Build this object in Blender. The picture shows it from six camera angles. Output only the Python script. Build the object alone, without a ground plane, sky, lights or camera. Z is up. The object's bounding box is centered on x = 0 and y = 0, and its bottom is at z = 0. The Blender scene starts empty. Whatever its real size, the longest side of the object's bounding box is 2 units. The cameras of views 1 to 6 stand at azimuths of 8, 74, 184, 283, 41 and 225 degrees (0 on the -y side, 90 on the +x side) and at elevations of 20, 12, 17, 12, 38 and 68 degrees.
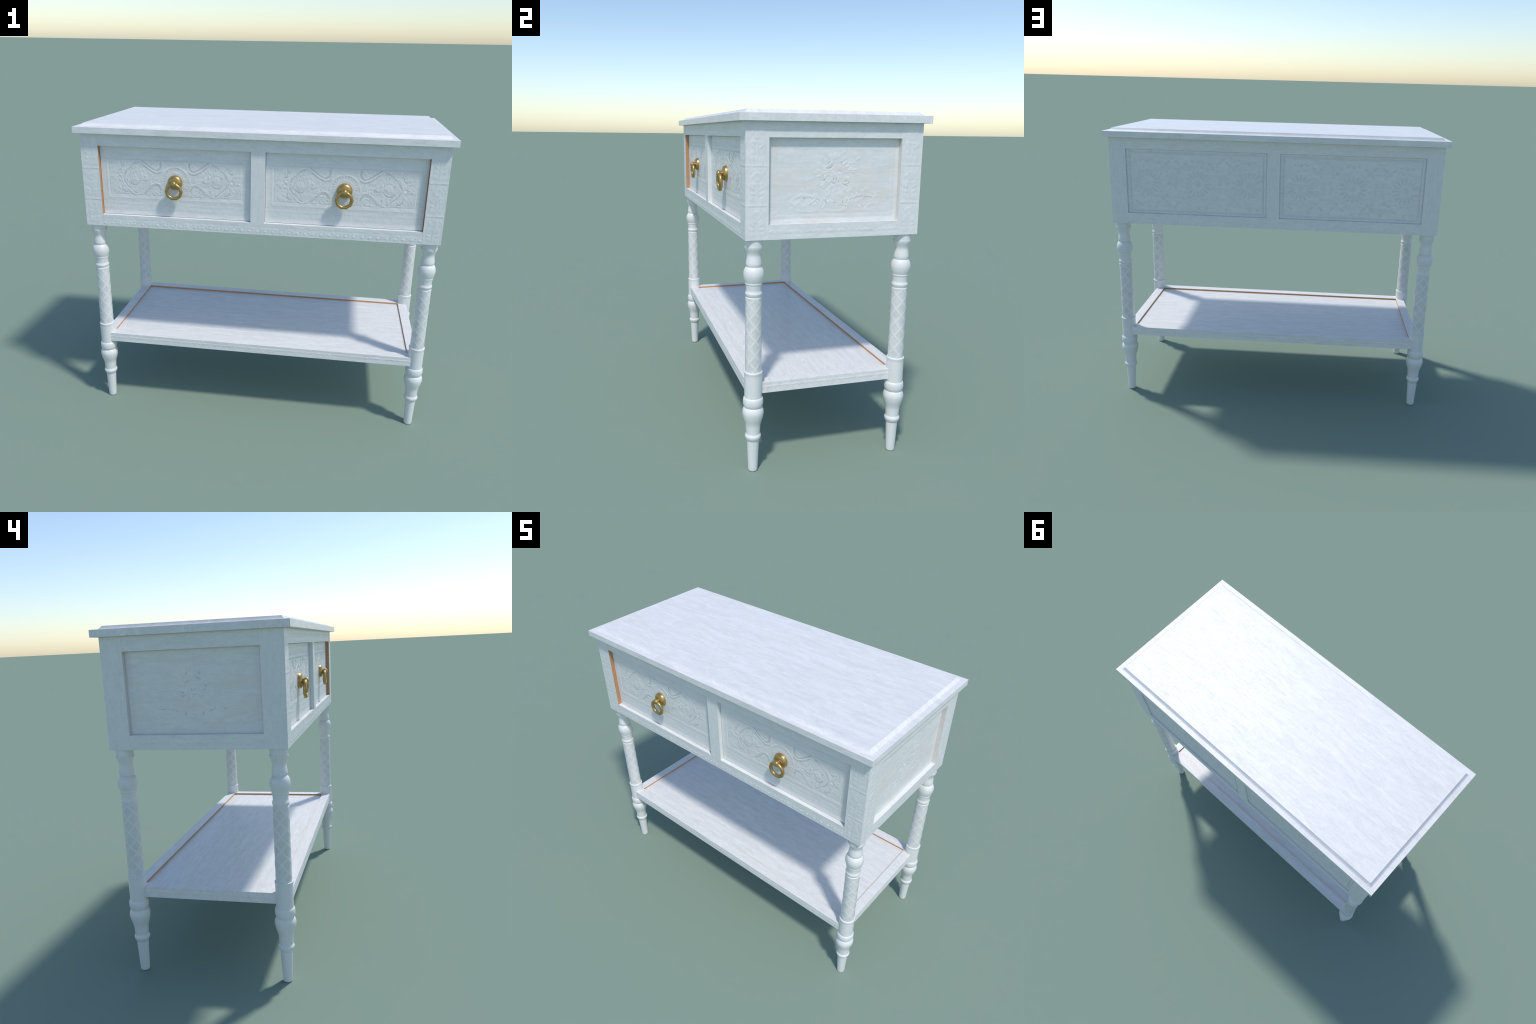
import bpy, bmesh, math, random
import numpy as np
from mathutils import Vector, Matrix

random.seed(7)
PI = math.pi

# ------------------------------------------------------------------ materials
def new_mat(name):
    m = bpy.data.materials.new(name)
    m.use_nodes = True
    nt = m.node_tree
    for n in list(nt.nodes):
        nt.nodes.remove(n)
    out = nt.nodes.new("ShaderNodeOutputMaterial")
    b = nt.nodes.new("ShaderNodeBsdfPrincipled")
    nt.links.new(b.outputs[0], out.inputs[0])
    return m, nt, b


def node(nt, kind, **kw):
    n = nt.nodes.new(kind)
    for k, v in kw.items():
        setattr(n, k, v)
    return n


def math_node(nt, op, a, b):
    n = node(nt, "ShaderNodeMath", operation=op)
    for i, v in enumerate((a, b)):
        if hasattr(v, "links"):
            nt.links.new(v, n.inputs[i])
        else:
            n.inputs[i].default_value = v
    return n.outputs[0]


def noise(nt, vec, scale, detail=3.0, rough=0.55, dist=0.0):
    n = node(nt, "ShaderNodeTexNoise")
    n.inputs["Scale"].default_value = scale
    n.inputs["Detail"].default_value = detail
    n.inputs["Roughness"].default_value = rough
    n.inputs["Distortion"].default_value = dist
    nt.links.new(vec, n.inputs["Vector"])
    return n.outputs["Fac"]


def ramp(nt, fac, stops):
    r = node(nt, "ShaderNodeValToRGB")
    el = r.color_ramp.elements
    while len(el) < len(stops):
        el.new(0.5)
    for e, (p, c) in zip(el, stops):
        e.position = p
        e.color = (*c, 1)
    nt.links.new(fac, r.inputs[0])
    return r.outputs[0]


def grain_coords(nt, stretch):
    """Object coordinates squeezed across the grain, shifted per repeat."""
    tc = node(nt, "ShaderNodeTexCoord")
    oi = node(nt, "ShaderNodeObjectInfo")
    add = node(nt, "ShaderNodeVectorMath", operation="ADD")
    comb = node(nt, "ShaderNodeCombineXYZ")
    sh = math_node(nt, "MULTIPLY", oi.outputs["Random"], 7.0)
    for i in range(3):
        nt.links.new(sh, comb.inputs[i])
    nt.links.new(tc.outputs["Object"], add.inputs[0])
    nt.links.new(comb.outputs[0], add.inputs[1])
    mp = node(nt, "ShaderNodeMapping")
    mp.inputs["Scale"].default_value = stretch
    nt.links.new(add.outputs[0], mp.inputs["Vector"])
    return mp.outputs[0]


def painted_wood(name, stretch, base, spread=0.045, bump=0.35, rough=0.42,
                 dist=0.0009, cloud=9.0, wave=1.6, warm=0.0, rub=0.42):
    """White limed paint with fine grain running along one axis."""
    m, nt, b = new_mat(name)
    v = grain_coords(nt, stretch)
    big = noise(nt, v, 2.2, 4.0, 0.6, 0.9)
    fine = noise(nt, v, 8.0, 6.0, 0.68, wave)
    mixv = math_node(nt, "ADD", math_node(nt, "MULTIPLY", big, 0.45),
                     math_node(nt, "MULTIPLY", fine, 0.55))
    # cloudy blotches of thicker and thinner paint
    vb = grain_coords(nt, tuple(math.sqrt(q) for q in stretch))
    blot = noise(nt, vb, cloud, 4.0, 0.62, 0.8)
    tone = math_node(nt, "ADD", math_node(nt, "MULTIPLY", mixv, 0.6),
                     math_node(nt, "MULTIPLY", blot, 0.4))
    lo = tuple(c * (1 - spread) for c in base)
    hi = tuple(min(1, c * (1 + spread)) for c in base)
    col = ramp(nt, tone, [(0.40, lo), (0.5, base), (0.60, hi)])
    # small grey-blue distressing where the paint is rubbed thin
    vs = grain_coords(nt, tuple(q ** 0.45 for q in stretch))
    sp = ramp(nt, noise(nt, vs, 40.0, 3.0, 0.62, 0.8),
              [(0.34, (0.875, 0.89, 0.905)), (0.50, (1, 1, 1)), (0.72, (1.045, 1.045, 1.045))])
    mx = node(nt, "ShaderNodeMix", data_type="RGBA", blend_type="MULTIPLY")
    mx.inputs["Factor"].default_value = rub
    nt.links.new(col, mx.inputs["A"])
    nt.links.new(sp, mx.inputs["B"])
    col = mx.outputs["Result"]
    if warm:
        wm = ramp(nt, noise(nt, vb, 3.2, 2.0, 0.5, 0.3), [(0.50, (0, 0, 0)), (0.68, (warm,) * 3)])
        m2 = node(nt, "ShaderNodeMix", data_type="RGBA")
        nt.links.new(wm, m2.inputs["Factor"])
        nt.links.new(col, m2.inputs["A"])
        m2.inputs["B"].default_value = (0.74, 0.675, 0.615, 1)
        col = m2.outputs["Result"]
    nt.links.new(col, b.inputs["Base Color"])
    bp = node(nt, "ShaderNodeBump")
    bp.inputs["Strength"].default_value = bump
    bp.inputs["Distance"].default_value = dist
    nt.links.new(mixv, bp.inputs["Height"])
    nt.links.new(bp.outputs[0], b.inputs["Normal"])
    b.inputs["Roughness"].default_value = rough
    return m


PAINT = (0.725, 0.732, 0.722)
M_TOP = painted_wood("painted_top", (2.2, 22, 22), (0.745, 0.745, 0.74), 0.085, 0.6, 0.36, 0.0024, 5.0, 1.8)
M_LONG = painted_wood("painted_wood_x", (2.0, 15, 15), PAINT, 0.06, 0.40)
M_CARVED = painted_wood("painted_carving", (2.0, 15, 15), PAINT, 0.05, 0.18)
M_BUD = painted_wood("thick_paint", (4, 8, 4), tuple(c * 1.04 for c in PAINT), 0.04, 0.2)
M_SIDEP = painted_wood("painted_side_panel", (15, 2.2, 15), PAINT, 0.06, 0.35, warm=0.45)
M_SIDE = painted_wood("painted_wood_y", (15, 2.2, 15), PAINT, 0.06, 0.40)
M_UP = painted_wood("painted_wood_z", (15, 15, 2.4), PAINT, 0.05, 0.4)
M_SHELF = painted_wood("painted_shelf", (1.2, 17, 17), (0.74, 0.732, 0.722), 0.08, 0.5, 0.45, 0.0018)
M_PEACH = painted_wood("peach_paint", (15, 15, 3), (0.70, 0.655, 0.625), 0.07, 0.4)
M_GREY = painted_wood("mid_grey", (4, 15, 15), (0.672, 0.68, 0.675), 0.06, 0.3)
M_DARK_GREY = painted_wood("dark_grey", (4, 8, 8), (0.575, 0.58, 0.57), 0.06, 0.2)
M_LEG = painted_wood("painted_leg", (16, 16, 3.0), PAINT, 0.03, 0.25, 0.31, 0.0006, rub=0.12)


def add_lattice_tone(m):
    """Darker diamonds between lighter straps, shaft only."""
    nt = m.node_tree
    b = next(n for n in nt.nodes if n.type == "BSDF_PRINCIPLED")
    src = b.inputs["Base Color"].links[0].from_socket
    tc = node(nt, "ShaderNodeTexCoord")
    sp = node(nt, "ShaderNodeSeparateXYZ")
    nt.links.new(tc.outputs["Object"], sp.inputs[0])
    x, y, z = sp.outputs
    ph = math_node(nt, "MULTIPLY", math_node(nt, "ARCTAN2", y, x), 4 / (2 * PI))
    q = math_node(nt, "DIVIDE", math_node(nt, "SUBTRACT", z, 0.741), 0.0691)
    ds = []
    for op in ("ADD", "SUBTRACT"):
        t = math_node(nt, op, ph, q)
        fr = math_node(nt, "FRACT", math_node(nt, "ADD", t, 100.5), 0.0)
        ds.append(math_node(nt, "ABSOLUTE", math_node(nt, "SUBTRACT", fr, 0.5), 0.0))
    d = math_node(nt, "MINIMUM", *ds)
    mr = node(nt, "ShaderNodeMapRange")
    mr.interpolation_type = "SMOOTHSTEP"
    mr.inputs["From Min"].default_value = 0.05
    mr.inputs["From Max"].default_value = 0.15
    nt.links.new(d, mr.inputs["Value"])
    on = math_node(nt, "MULTIPLY", math_node(nt, "GREATER_THAN", z, 0.52),
                   math_node(nt, "LESS_THAN", z, 0.875))
    wn = ramp(nt, noise(nt, tc.outputs["Object"], 16.0, 3.0, 0.6, 0.5), [(0.35, (0.45,) * 3), (0.6, (1, 1, 1))])
    fac = math_node(nt, "MULTIPLY", math_node(nt, "MULTIPLY", mr.outputs[0], on), wn)
    mx = node(nt, "ShaderNodeMix", data_type="RGBA", blend_type="MULTIPLY")
    nt.links.new(fac, mx.inputs["Factor"])
    nt.links.new(src, mx.inputs["A"])
    mx.inputs["B"].default_value = (0.87, 0.87, 0.87, 1)
    nt.links.new(mx.outputs["Result"], b.inputs["Base Color"])


add_lattice_tone(M_LEG)


def raw_wood():
    m, nt, b = new_mat("raw_wood")
    v = grain_coords(nt, (20, 20, 3))
    f = noise(nt, v, 6, 4, 0.6, 0.5)
    nt.links.new(ramp(nt, f, [(0.3, (0.45, 0.23, 0.11)),
                              (0.7, (0.54, 0.285, 0.145))]), b.inputs["Base Color"])
    b.inputs["Roughness"].default_value = 0.6
    return m


def brass():
    m, nt, b = new_mat("brass")
    v = grain_coords(nt, (1, 1, 1))
    f = noise(nt, v, 45, 3, 0.6, 0.0)
    nt.links.new(ramp(nt, f, [(0.3, (0.44, 0.295, 0.11)),
                              (0.7, (0.51, 0.35, 0.135))]), b.inputs["Base Color"])
    b.inputs["Metallic"].default_value = 0.8
    b.inputs["Roughness"].default_value = 0.36
    return m


M_RAW = raw_wood()
M_BRASS = brass()

# ------------------------------------------------------------------ mesh helpers
ROOT = bpy.data.objects.new("console_table", None)
bpy.context.collection.objects.link(ROOT)
ROOT["label"] = "white carved side table with two drawers and brass rings"
ROOT["category"] = "console table"


def finish(mesh, angle=35):
    mesh.update()
    mesh.polygons.foreach_set("use_smooth", [True] * len(mesh.polygons))
    mesh.set_sharp_from_angle(angle=math.radians(angle))


def add_obj(name, mesh, loc=(0, 0, 0), rot=None, parent=None):
    o = bpy.data.objects.new(name, mesh)
    bpy.context.collection.objects.link(o)
    o.parent = parent or ROOT
    o.location = loc
    if rot:
        o.rotation_euler = rot
    return o


def box_mesh(name, lo, hi, mat, mats=None):
    """Plain board. mats: {face: material} for faces -x +x -y +y -z +z."""
    x0, y0, z0 = lo
    x1, y1, z1 = hi
    v = [(x, y, z) for x in (x0, x1) for y in (y0, y1) for z in (z0, z1)]
    f = {"-x": (0, 1, 3, 2), "+x": (4, 6, 7, 5), "-y": (0, 4, 5, 1),
         "+y": (2, 3, 7, 6), "-z": (0, 2, 6, 4), "+z": (1, 5, 7, 3)}
    me = bpy.data.meshes.new(name)
    me.from_pydata(v, [], list(f.values()))
    me.materials.append(mat)
    for k, mm in (mats or {}).items():
        if mm.name not in [q.name for q in me.materials]:
            me.materials.append(mm)
        me.polygons[list(f).index(k)].material_index = [q.name for q in me.materials].index(mm.name)
    finish(me)
    return me


def catmull(pts, n=10):
    if len(pts) < 3:
        (ax, ay), (bx, by) = pts[0], pts[-1]
        return [(ax + (bx - ax) * i / n, ay + (by - ay) * i / n) for i in range(n + 1)]
    p = [pts[0]] + list(pts) + [pts[-1]]
    out = []
    for i in range(1, len(p) - 2):
        a, b, c, d = (np.array(q, float) for q in p[i - 1:i + 3])
        for k in range(n):
            t = k / n
            out.append(tuple(0.5 * (2 * b + (c - a) * t + (2 * a - 5 * b + 4 * c - d) * t * t
                                    + (3 * b - a - 3 * c + d) * t ** 3)))
    out.append(tuple(pts[-1]))
    return out


class Carving:
    """A carved face: strokes, beads and petals raised or cut into a board."""

    def __init__(self, w, h, step):
        self.w, self.h = w, h
        self.nx = max(2, int(round(w / step)) + 1)
        self.ny = max(2, int(round(h / step)) + 1)
        self.x = np.linspace(-w / 2, w / 2, self.nx)
        self.y = np.linspace(-h / 2, h / 2, self.ny)
        self.X, self.Y = np.meshgrid(self.x, self.y)
        self.up = np.zeros_like(self.X)
        self.dn = np.zeros_like(self.X)

    def _put(self, sl, d, width, amp):
        g = np.where(d < width, 0.5 + 0.5 * np.cos(PI * np.clip(d / width, 0, 1)), 0) * abs(amp)
        tgt = self.up if amp > 0 else self.dn
        tgt[sl] = np.maximum(tgt[sl], g)

    def _win(self, x0, x1, y0, y1):
        i0, i1 = np.searchsorted(self.x, (x0, x1))
        j0, j1 = np.searchsorted(self.y, (y0, y1))
        return (slice(j0, j1 + 1), slice(i0, i1 + 1))

    def stroke(self, pts, width, amp, smooth=True):
        q = np.array(catmull(pts) if smooth else pts, float)
        for a, b in zip(q[:-1], q[1:]):
            sl = self._win(min(a[0], b[0]) - width, max(a[0], b[0]) + width,
                           min(a[1], b[1]) - width, max(a[1], b[1]) + width)
            X, Y = self.X[sl], self.Y[sl]
            if X.size == 0:
                continue
            d = b - a
            L = max(1e-12, d @ d)
            t = np.clip(((X - a[0]) * d[0] + (Y - a[1]) * d[1]) / L, 0, 1)
            self._put(sl, np.hypot(X - a[0] - t * d[0], Y - a[1] - t * d[1]), width, amp)

    def blob(self, x, y, rx, ry, amp, ang=0.0):
        r = max(rx, ry)
        sl = self._win(x - r, x + r, y - r, y + r)
        X, Y = self.X[sl] - x, self.Y[sl] - y
        if X.size == 0:
            return
        c, s = math.cos(ang), math.sin(ang)
        self._put(sl, np.hypot((X * c + Y * s) / rx, (-X * s + Y * c) / ry), 1.0, amp)

    def ring(self, x, y, r, width, amp, a0=0.0, a1=2 * PI):
        n = max(10, int(r * abs(a1 - a0) / 0.004))
        self.stroke([(x + r * math.cos(a0 + (a1 - a0) * i / n),
                      y + r * math.sin(a0 + (a1 - a0) * i / n)) for i in range(n + 1)],
                    width, amp, False)

    def spiral(self, x, y, r0, r1, a0, turns, width, amp):
        n = 28
        self.stroke([(x + (r0 + (r1 - r0) * i / n) * math.cos(a0 + turns * 2 * PI * i / n),
                      y + (r0 + (r1 - r0) * i / n) * math.sin(a0 + turns * 2 * PI * i / n))
                     for i in range(n + 1)], width, amp, False)

    def rect(self, x0, y0, x1, y1, width, amp):
        self.stroke([(x0, y0), (x1, y0), (x1, y1), (x0, y1), (x0, y0)], width, amp, False)

    def flower(self, x, y, r, petals, amp, ang=0.0):
        for k in range(petals):
            a = ang + 2 * PI * k / petals
            self.blob(x + 0.6 * r * math.cos(a), y + 0.6 * r * math.sin(a),
                      r * 0.45, r * 0.34, amp, a)
        self.blob(x, y, r * 0.3, r * 0.3, amp * 1.2)

    def leaf(self, x, y, L, wd, amp, ang):
        self.blob(x + 0.5 * L * math.cos(ang), y + 0.5 * L * math.sin(ang), L * 0.55, wd, amp, ang)

    soft, worn, seed, patchy = 2, 0.0, 1, 0.25      # paint-filled edges, hand-worn unevenness

    @staticmethod
    def blur(H, n):
        for _ in range(n):
            P = np.pad(H, 1, mode="edge")
            H = (P[:-2, 1:-1] + 2 * P[1:-1, 1:-1] + P[2:, 1:-1]) / 4
            P = np.pad(H, 1, mode="edge")
            H = (P[1:-1, :-2] + 2 * P[1:-1, 1:-1] + P[1:-1, 2:]) / 4
        return H

    def height(self):
        H = self.blur(self.up - self.dn, self.soft)
        if self.patchy:
            N = self.blur(np.random.default_rng(self.seed + 50).standard_normal(H.shape), 22)
            H = H * np.clip(1 + self.patchy * N / max(1e-9, N.std()), 0.3, 1.6)
        if self.worn:
            rng = np.random.default_rng(self.seed)
            for n, a in ((5, 0.6), (14, 0.8)):
                N = self.blur(rng.standard_normal(H.shape), n)
                H = H + self.worn * a * N / max(1e-9, N.std())
        for e in (H[0], H[-1], H[:, 0], H[:, -1]):
            e[...] = 0
        return H


def relief_faces(verts, faces, carv, origin, ux, uy, un):
    """Append a carved grid face to a vertex / face list."""
    H = carv.height()
    base = len(verts)
    o, ux, uy, un = (np.array(q, float) for q in (origin, ux, uy, un))
    P = (o[None, None] + carv.X[..., None] * ux + carv.Y[..., None] * uy
         + H[..., None] * un).reshape(-1, 3)
    verts.extend(map(tuple, P))
    nx, ny = carv.nx, carv.ny
    j, i = np.meshgrid(np.arange(ny - 1), np.arange(nx - 1), indexing="ij")
    a = base + j * nx + i
    q = np.stack([a, a + 1, a + nx + 1, a + nx], -1).reshape(-1, 4)
    faces.extend(map(tuple, q.tolist()))


def carved_board(name, size, carved, mat, mats=None):
    """Box centred on its own origin; `carved` maps a face to its Carving."""
    hx, hy, hz = (s / 2 for s in size)
    fr = {"-y": ((0, -hy, 0), (1, 0, 0), (0, 0, 1), (0, -1, 0), hx, hz),
          "+y": ((0, hy, 0), (-1, 0, 0), (0, 0, 1), (0, 1, 0), hx, hz),
          "+x": ((hx, 0, 0), (0, 1, 0), (0, 0, 1), (1, 0, 0), hy, hz),
          "-x": ((-hx, 0, 0), (0, -1, 0), (0, 0, 1), (-1, 0, 0), hy, hz),
          "+z": ((0, 0, hz), (1, 0, 0), (0, 1, 0), (0, 0, 1), hx, hy),
          "-z": ((0, 0, -hz), (1, 0, 0), (0, -1, 0), (0, 0, -1), hx, hy)}
    verts, faces, idx = [], [], []
    slots = [mat]
    for k, (o, ux, uy, un, a, b) in fr.items():
        n0 = len(faces)
        if k in carved:
            relief_faces(verts, faces, carved[k], o, ux, uy, un)
        else:
            o, ux, uy = (np.array(q, float) for q in (o, ux, uy))
            base = len(verts)
            for s, t in ((-a, -b), (a, -b), (a, b), (-a, b)):
                verts.append(tuple(o + s * ux + t * uy))
            faces.append((base, base + 1, base + 2, base + 3))
        mm = (mats or {}).get(k, mat)
        if mm not in slots:
            slots.append(mm)
        idx += [slots.index(mm)] * (len(faces) - n0)
    me = bpy.data.meshes.new(name)
    me.from_pydata(verts, [], faces)
    for s in slots:
        me.materials.append(s)
    me.polygons.foreach_set("material_index", idx)
    finish(me, 50)
    return me


# ------------------------------------------------------------------ measurements
X_OUT, Y_OUT = 0.9752, 0.4243            # case outside
Z0, Z1 = 1.1508, 1.669                 # case bottom / underside of top
OPX, STILE = 0.8775, 0.0375            # outer post inside edge / half stile
OPY = 0.318                            # side opening half depth
ZB, ZT = 1.2165, 1.6015                # openings front and back
SB, ST = 1.2195, 1.6                   # openings at the sides
REC = 0.0238                           # how deep the panels sit
THK = 0.022
BREC = 0.0098                          # the back panels sit almost flush

# ------------------------------------------------------------------ table top
def ring_loft(name, rings, mat):
    v, f = [], []
    for hx, hy, z in rings:
        v += [(-hx, -hy, z), (hx, -hy, z), (hx, hy, z), (-hx, hy, z)]
    for r in range(len(rings) - 1):
        for k in range(4):
            a, b = r * 4 + k, r * 4 + (k + 1) % 4
            f.append((a, b, b + 4, a + 4))
    f.append((3, 2, 1, 0))
    n = 4 * (len(rings) - 1)
    f.append((n, n + 1, n + 2, n + 3))
    me = bpy.data.meshes.new(name)
    me.from_pydata(v, [], f)
    me.materials.append(mat)
    finish(me, 30)
    return me


zc = 1.69
cove = [(0.9745 - 0.0185 * t, 0.430 - 0.0175 * t, 1.703 - zc + 0.0160 * t ** 1.45)
        for t in (i / 7 for i in range(8))]
rings = [(0.999, 0.4545, Z1 - zc), (1.0, 0.4555, Z1 + 0.001 - zc),
         (1.0, 0.4555, 1.7022 - zc), (0.999, 0.4545, 1.703 - zc)] + cove
add_obj("tabletop", ring_loft("tabletop", rings, M_TOP), (0, 0, zc))

# ------------------------------------------------------------------ corner posts
def post_carving(w, h):
    c = Carving(w, h, 0.0025)
    c.worn, c.seed = 0.00011, int(w * 1e4)
    base = -h / 2
    lines = [0.0, 1.305 - Z0, 1.479 - Z0, h]
    m = 0.011
    for z0, z1 in zip(lines[:-1], lines[1:]):
        z0 += base
        z1 += base
        x1 = w / 2 - m
        top, bot = z1 - 0.008, z0 + 0.008
        if z1 < h / 2 - 0.01:
            c.stroke([(-w / 2 + 0.006, z1), (w / 2 - 0.006, z1)], 0.0055, 0.0010, False)
            c.stroke([(-x1, z1 - 0.009), (x1, z1 - 0.009)], 0.004, -0.0007, False)
        c.stroke([(-x1, bot), (-x1, top - 0.004)], 0.0032, -0.0005, False)
        c.stroke([(x1, bot), (x1, top - 0.004)], 0.0032, -0.0005, False)
        mid = (top + bot) / 2
        hh = (top - bot) / 2
        c.ring(0, mid + hh * 0.42, 0.022, 0.005, 0.0011, 0.2, PI - 0.2)
        c.ring(0, mid + hh * 0.42, 0.0125, 0.0045, 0.0009)
        c.blob(0, mid + hh * 0.42, 0.006, 0.006, 0.001)
        for s in (-1, 1):
            c.spiral(s * 0.021, mid - hh * 0.02, 0.004, 0.013, PI / 2, s * 1.2, 0.0042, 0.001)
            c.leaf(s * 0.008, mid - hh * 0.25, 0.026, 0.0065, 0.0011, PI / 2 - s * 1.0)
            c.leaf(s * 0.006, mid - hh * 0.5, 0.03, 0.007, 0.0011, PI / 2 - s * 1.25)
            c.spiral(s * 0.02, mid - hh * 0.75, 0.003, 0.011, 0, s * 1.1, 0.004, 0.0009)
            c.blob(s * 0.03, mid + hh * 0.72, 0.008, 0.006, 0.0009, s * 0.6)
        c.stroke([(0, mid + hh * 0.1), (0.003, mid - hh * 0.3), (0, mid - hh * 0.8)], 0.004, 0.0009)
        c.blob(0, mid - hh * 0.85, 0.007, 0.005, 0.001)
    return c


PX, PY = X_OUT - OPX, Y_OUT - OPY
PH = Z1 - Z0 - 0.0004
cx, cy = post_carving(PX, PH), post_carving(PY, PH)
post_meshes = {}
for sx in (1, -1):
    for sy in (-1, 1):
        fx, fy = ("+x" if sx > 0 else "-x"), ("+y" if sy > 0 else "-y")
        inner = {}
        inner["-y" if sy > 0 else "+y"] = M_PEACH
        if sy < 0:      # raw wood cheek beside each drawer
            inner["-x" if sx > 0 else "+x"] = M_RAW
        me = carved_board("corner_post", (PX, PY, PH), {fy: cx, fx: cy}, M_UP, inner)
        add_obj("corner_post", me, (sx * (X_OUT - PX / 2), sy * (Y_OUT - PY / 2), (Z0 + Z1) / 2))

class Overlay:
    """Thin pieces a hair proud of a face, darker or paler than it."""

    def __init__(self, top, under=0.003):
        self.v, self.f, self.t, self.u = [], [], top, under   # top creeps up per piece

    def piece(self, outline):
        b, n = len(self.v), len(outline)
        self.t += 1.5e-6
        cx = sum(p[0] for p in outline) / n
        cy = sum(p[1] for p in outline) / n
        for k, yy in ((1.0, -self.u), (1.0, self.t * 0.5), (0.86, self.t)):
            self.v += [(-(cx + (x - cx) * k), yy, cy + (y - cy) * k) for x, y in outline]
        for r in (0, 1):
            for i in range(n):
                a, c = b + r * n + i, b + r * n + (i + 1) % n
                self.f.append((c, a, a + n, c + n))
        self.f.append(tuple(b + 2 * n + n - 1 - i for i in range(n)))

    def lens(self, x, y, rx, ry, ang=0.0, n=14, blunt=1.0):
        c, s = math.cos(ang), math.sin(ang)
        o = []
        for i in range(n):
            t = 2 * PI * i / n
            u = rx * math.cos(t)
            v = ry * math.copysign(abs(math.sin(t)) ** blunt, math.sin(t))
            o.append((x + u * c - v * s, y + u * s + v * c))
        self.piece(o)

    def strap(self, pts, wd):
        q = np.array(catmull(pts, 3), float)
        t = np.gradient(q, axis=0)
        t /= np.linalg.norm(t, axis=1)[:, None]
        nrm = np.stack([-t[:, 1], t[:, 0]], 1)
        L = [tuple(p) for p in q + nrm * wd]
        Rr = [tuple(p) for p in (q - nrm * wd)[::-1]]
        tip = [tuple(q[-1] + t[-1] * wd * 0.7)]
        tail = [tuple(q[0] - t[0] * wd * 0.7)]
        self.piece(list(reversed(L + tip + Rr + tail)))

    def mesh(self, name, mat):
        me = bpy.data.meshes.new(name)
        me.from_pydata(self.v, [], self.f)
        me.materials.append(mat)
        bm = bmesh.new()
        bm.from_mesh(me)
        bmesh.ops.recalc_face_normals(bm, faces=bm.faces)
        bm.to_mesh(me)
        bm.free()
        finish(me, 40)
        return me


# ------------------------------------------------------------------ rails
def beaded_carving(w, h, lower):
    """Front and back rails: a row of buds over a plain fillet."""
    c = Carving(w, h, 0.0025)
    s = -1 if lower else 1
    y0 = s * h * 0.16
    n = int(w / 0.0215)
    c.worn, c.seed = 0.00015, 9 if lower else 10
    rng = np.random.default_rng(4)
    for k in range(n):
        x = -w / 2 + (k + 0.5) * w / n
        big = k % 2 == 0
        x += rng.uniform(-0.002, 0.002)
        c.blob(x, y0 + s * (0.004 + rng.uniform(-0.002, 0.002)), 0.0085 if big else 0.006, 0.009 if big else 0.006,
               0.0015 if big else 0.0010)
        if big:
            c.blob(x, y0 - s * 0.012, 0.005, 0.0045, 0.0012)
    c.stroke([(-w / 2, y0 - s * 0.019), (w / 2, y0 - s * 0.019)], 0.0035, -0.0007, False)
    c.stroke([(-w / 2, y0 + s * 0.016), (w / 2, y0 + s * 0.016)], 0.003, -0.0006, False)
    return c


def scallop_carving(w, h, lower):
    """Side rails and shelf edge: a running scallop with drops."""
    c = Carving(w, h, 0.0025 if h > 0.06 else 0.002)
    n = max(3, int(round(w / 0.031)))
    p = w / n
    y0 = 0.0 if h > 0.06 else h * 0.08
    a = 0.009 if h > 0.06 else 0.006
    s = -1 if lower else 1
    c.worn, c.seed = (0.0001, 12 if lower else 13) if h > 0.06 else (0.0001, 14)
    pts = [(-w / 2 + i * p / 8, y0 - s * a * (abs(math.sin(PI * i / 8)) - 0.5)) for i in range(n * 8 + 1)]
    c.stroke(pts, 0.0045, 0.0010, False)
    for k in range(n):
        x = -w / 2 + (k + 0.5) * p
        c.blob(x, y0 + s * a * 0.35, 0.0075, a * 0.6, 0.0010)
        c.blob(x + p / 2, y0 - s * a * 0.55, 0.005, a * 0.5, -0.0007)
    c.stroke([(-w / 2, y0 + s * a * 1.4), (w / 2, y0 + s * a * 1.4)], 0.003, -0.0006, False)
    return c


EPS = 0.0006
RD = 0.05
for name_z0, name_z1, lower in ((Z0, ZB, True), (ZT, Z1 - 0.0004, False)):
    h = name_z1 - name_z0
    w = 2 * OPX
    cv = beaded_carving(w, h, lower)
    for sy in (-1, 1):
        f = "-y" if sy < 0 else "+y"
        me = carved_board("rail", (w, RD, h), {f: cv}, M_LONG)
        rail = add_obj("rail", me, (0, sy * (Y_OUT - EPS - RD / 2), (name_z0 + name_z1) / 2))
        buds = Overlay(0.0004)
        n, s = int(w / 0.0215), -1 if lower else 1
        for k in range(0, n, 2):
            buds.lens(-w / 2 + (k + 0.5) * w / n + random.uniform(-0.002, 0.002),
                      s * (h * 0.16 + 0.004), 0.0080, 0.0062, random.uniform(-0.5, 0.5), 14)
            buds.lens(-w / 2 + (k + 1.5) * w / n, s * (h * 0.16 - 0.006), 0.0036, 0.0028, 0, 8)
        o = add_obj("bud_trim", buds.mesh("bud_trim", M_BUD), (0, sy * (RD / 2 + 0.0004), 0),
                    (0, 0, 0 if sy > 0 else PI), rail)
        o["kind"] = "stuff"
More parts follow.
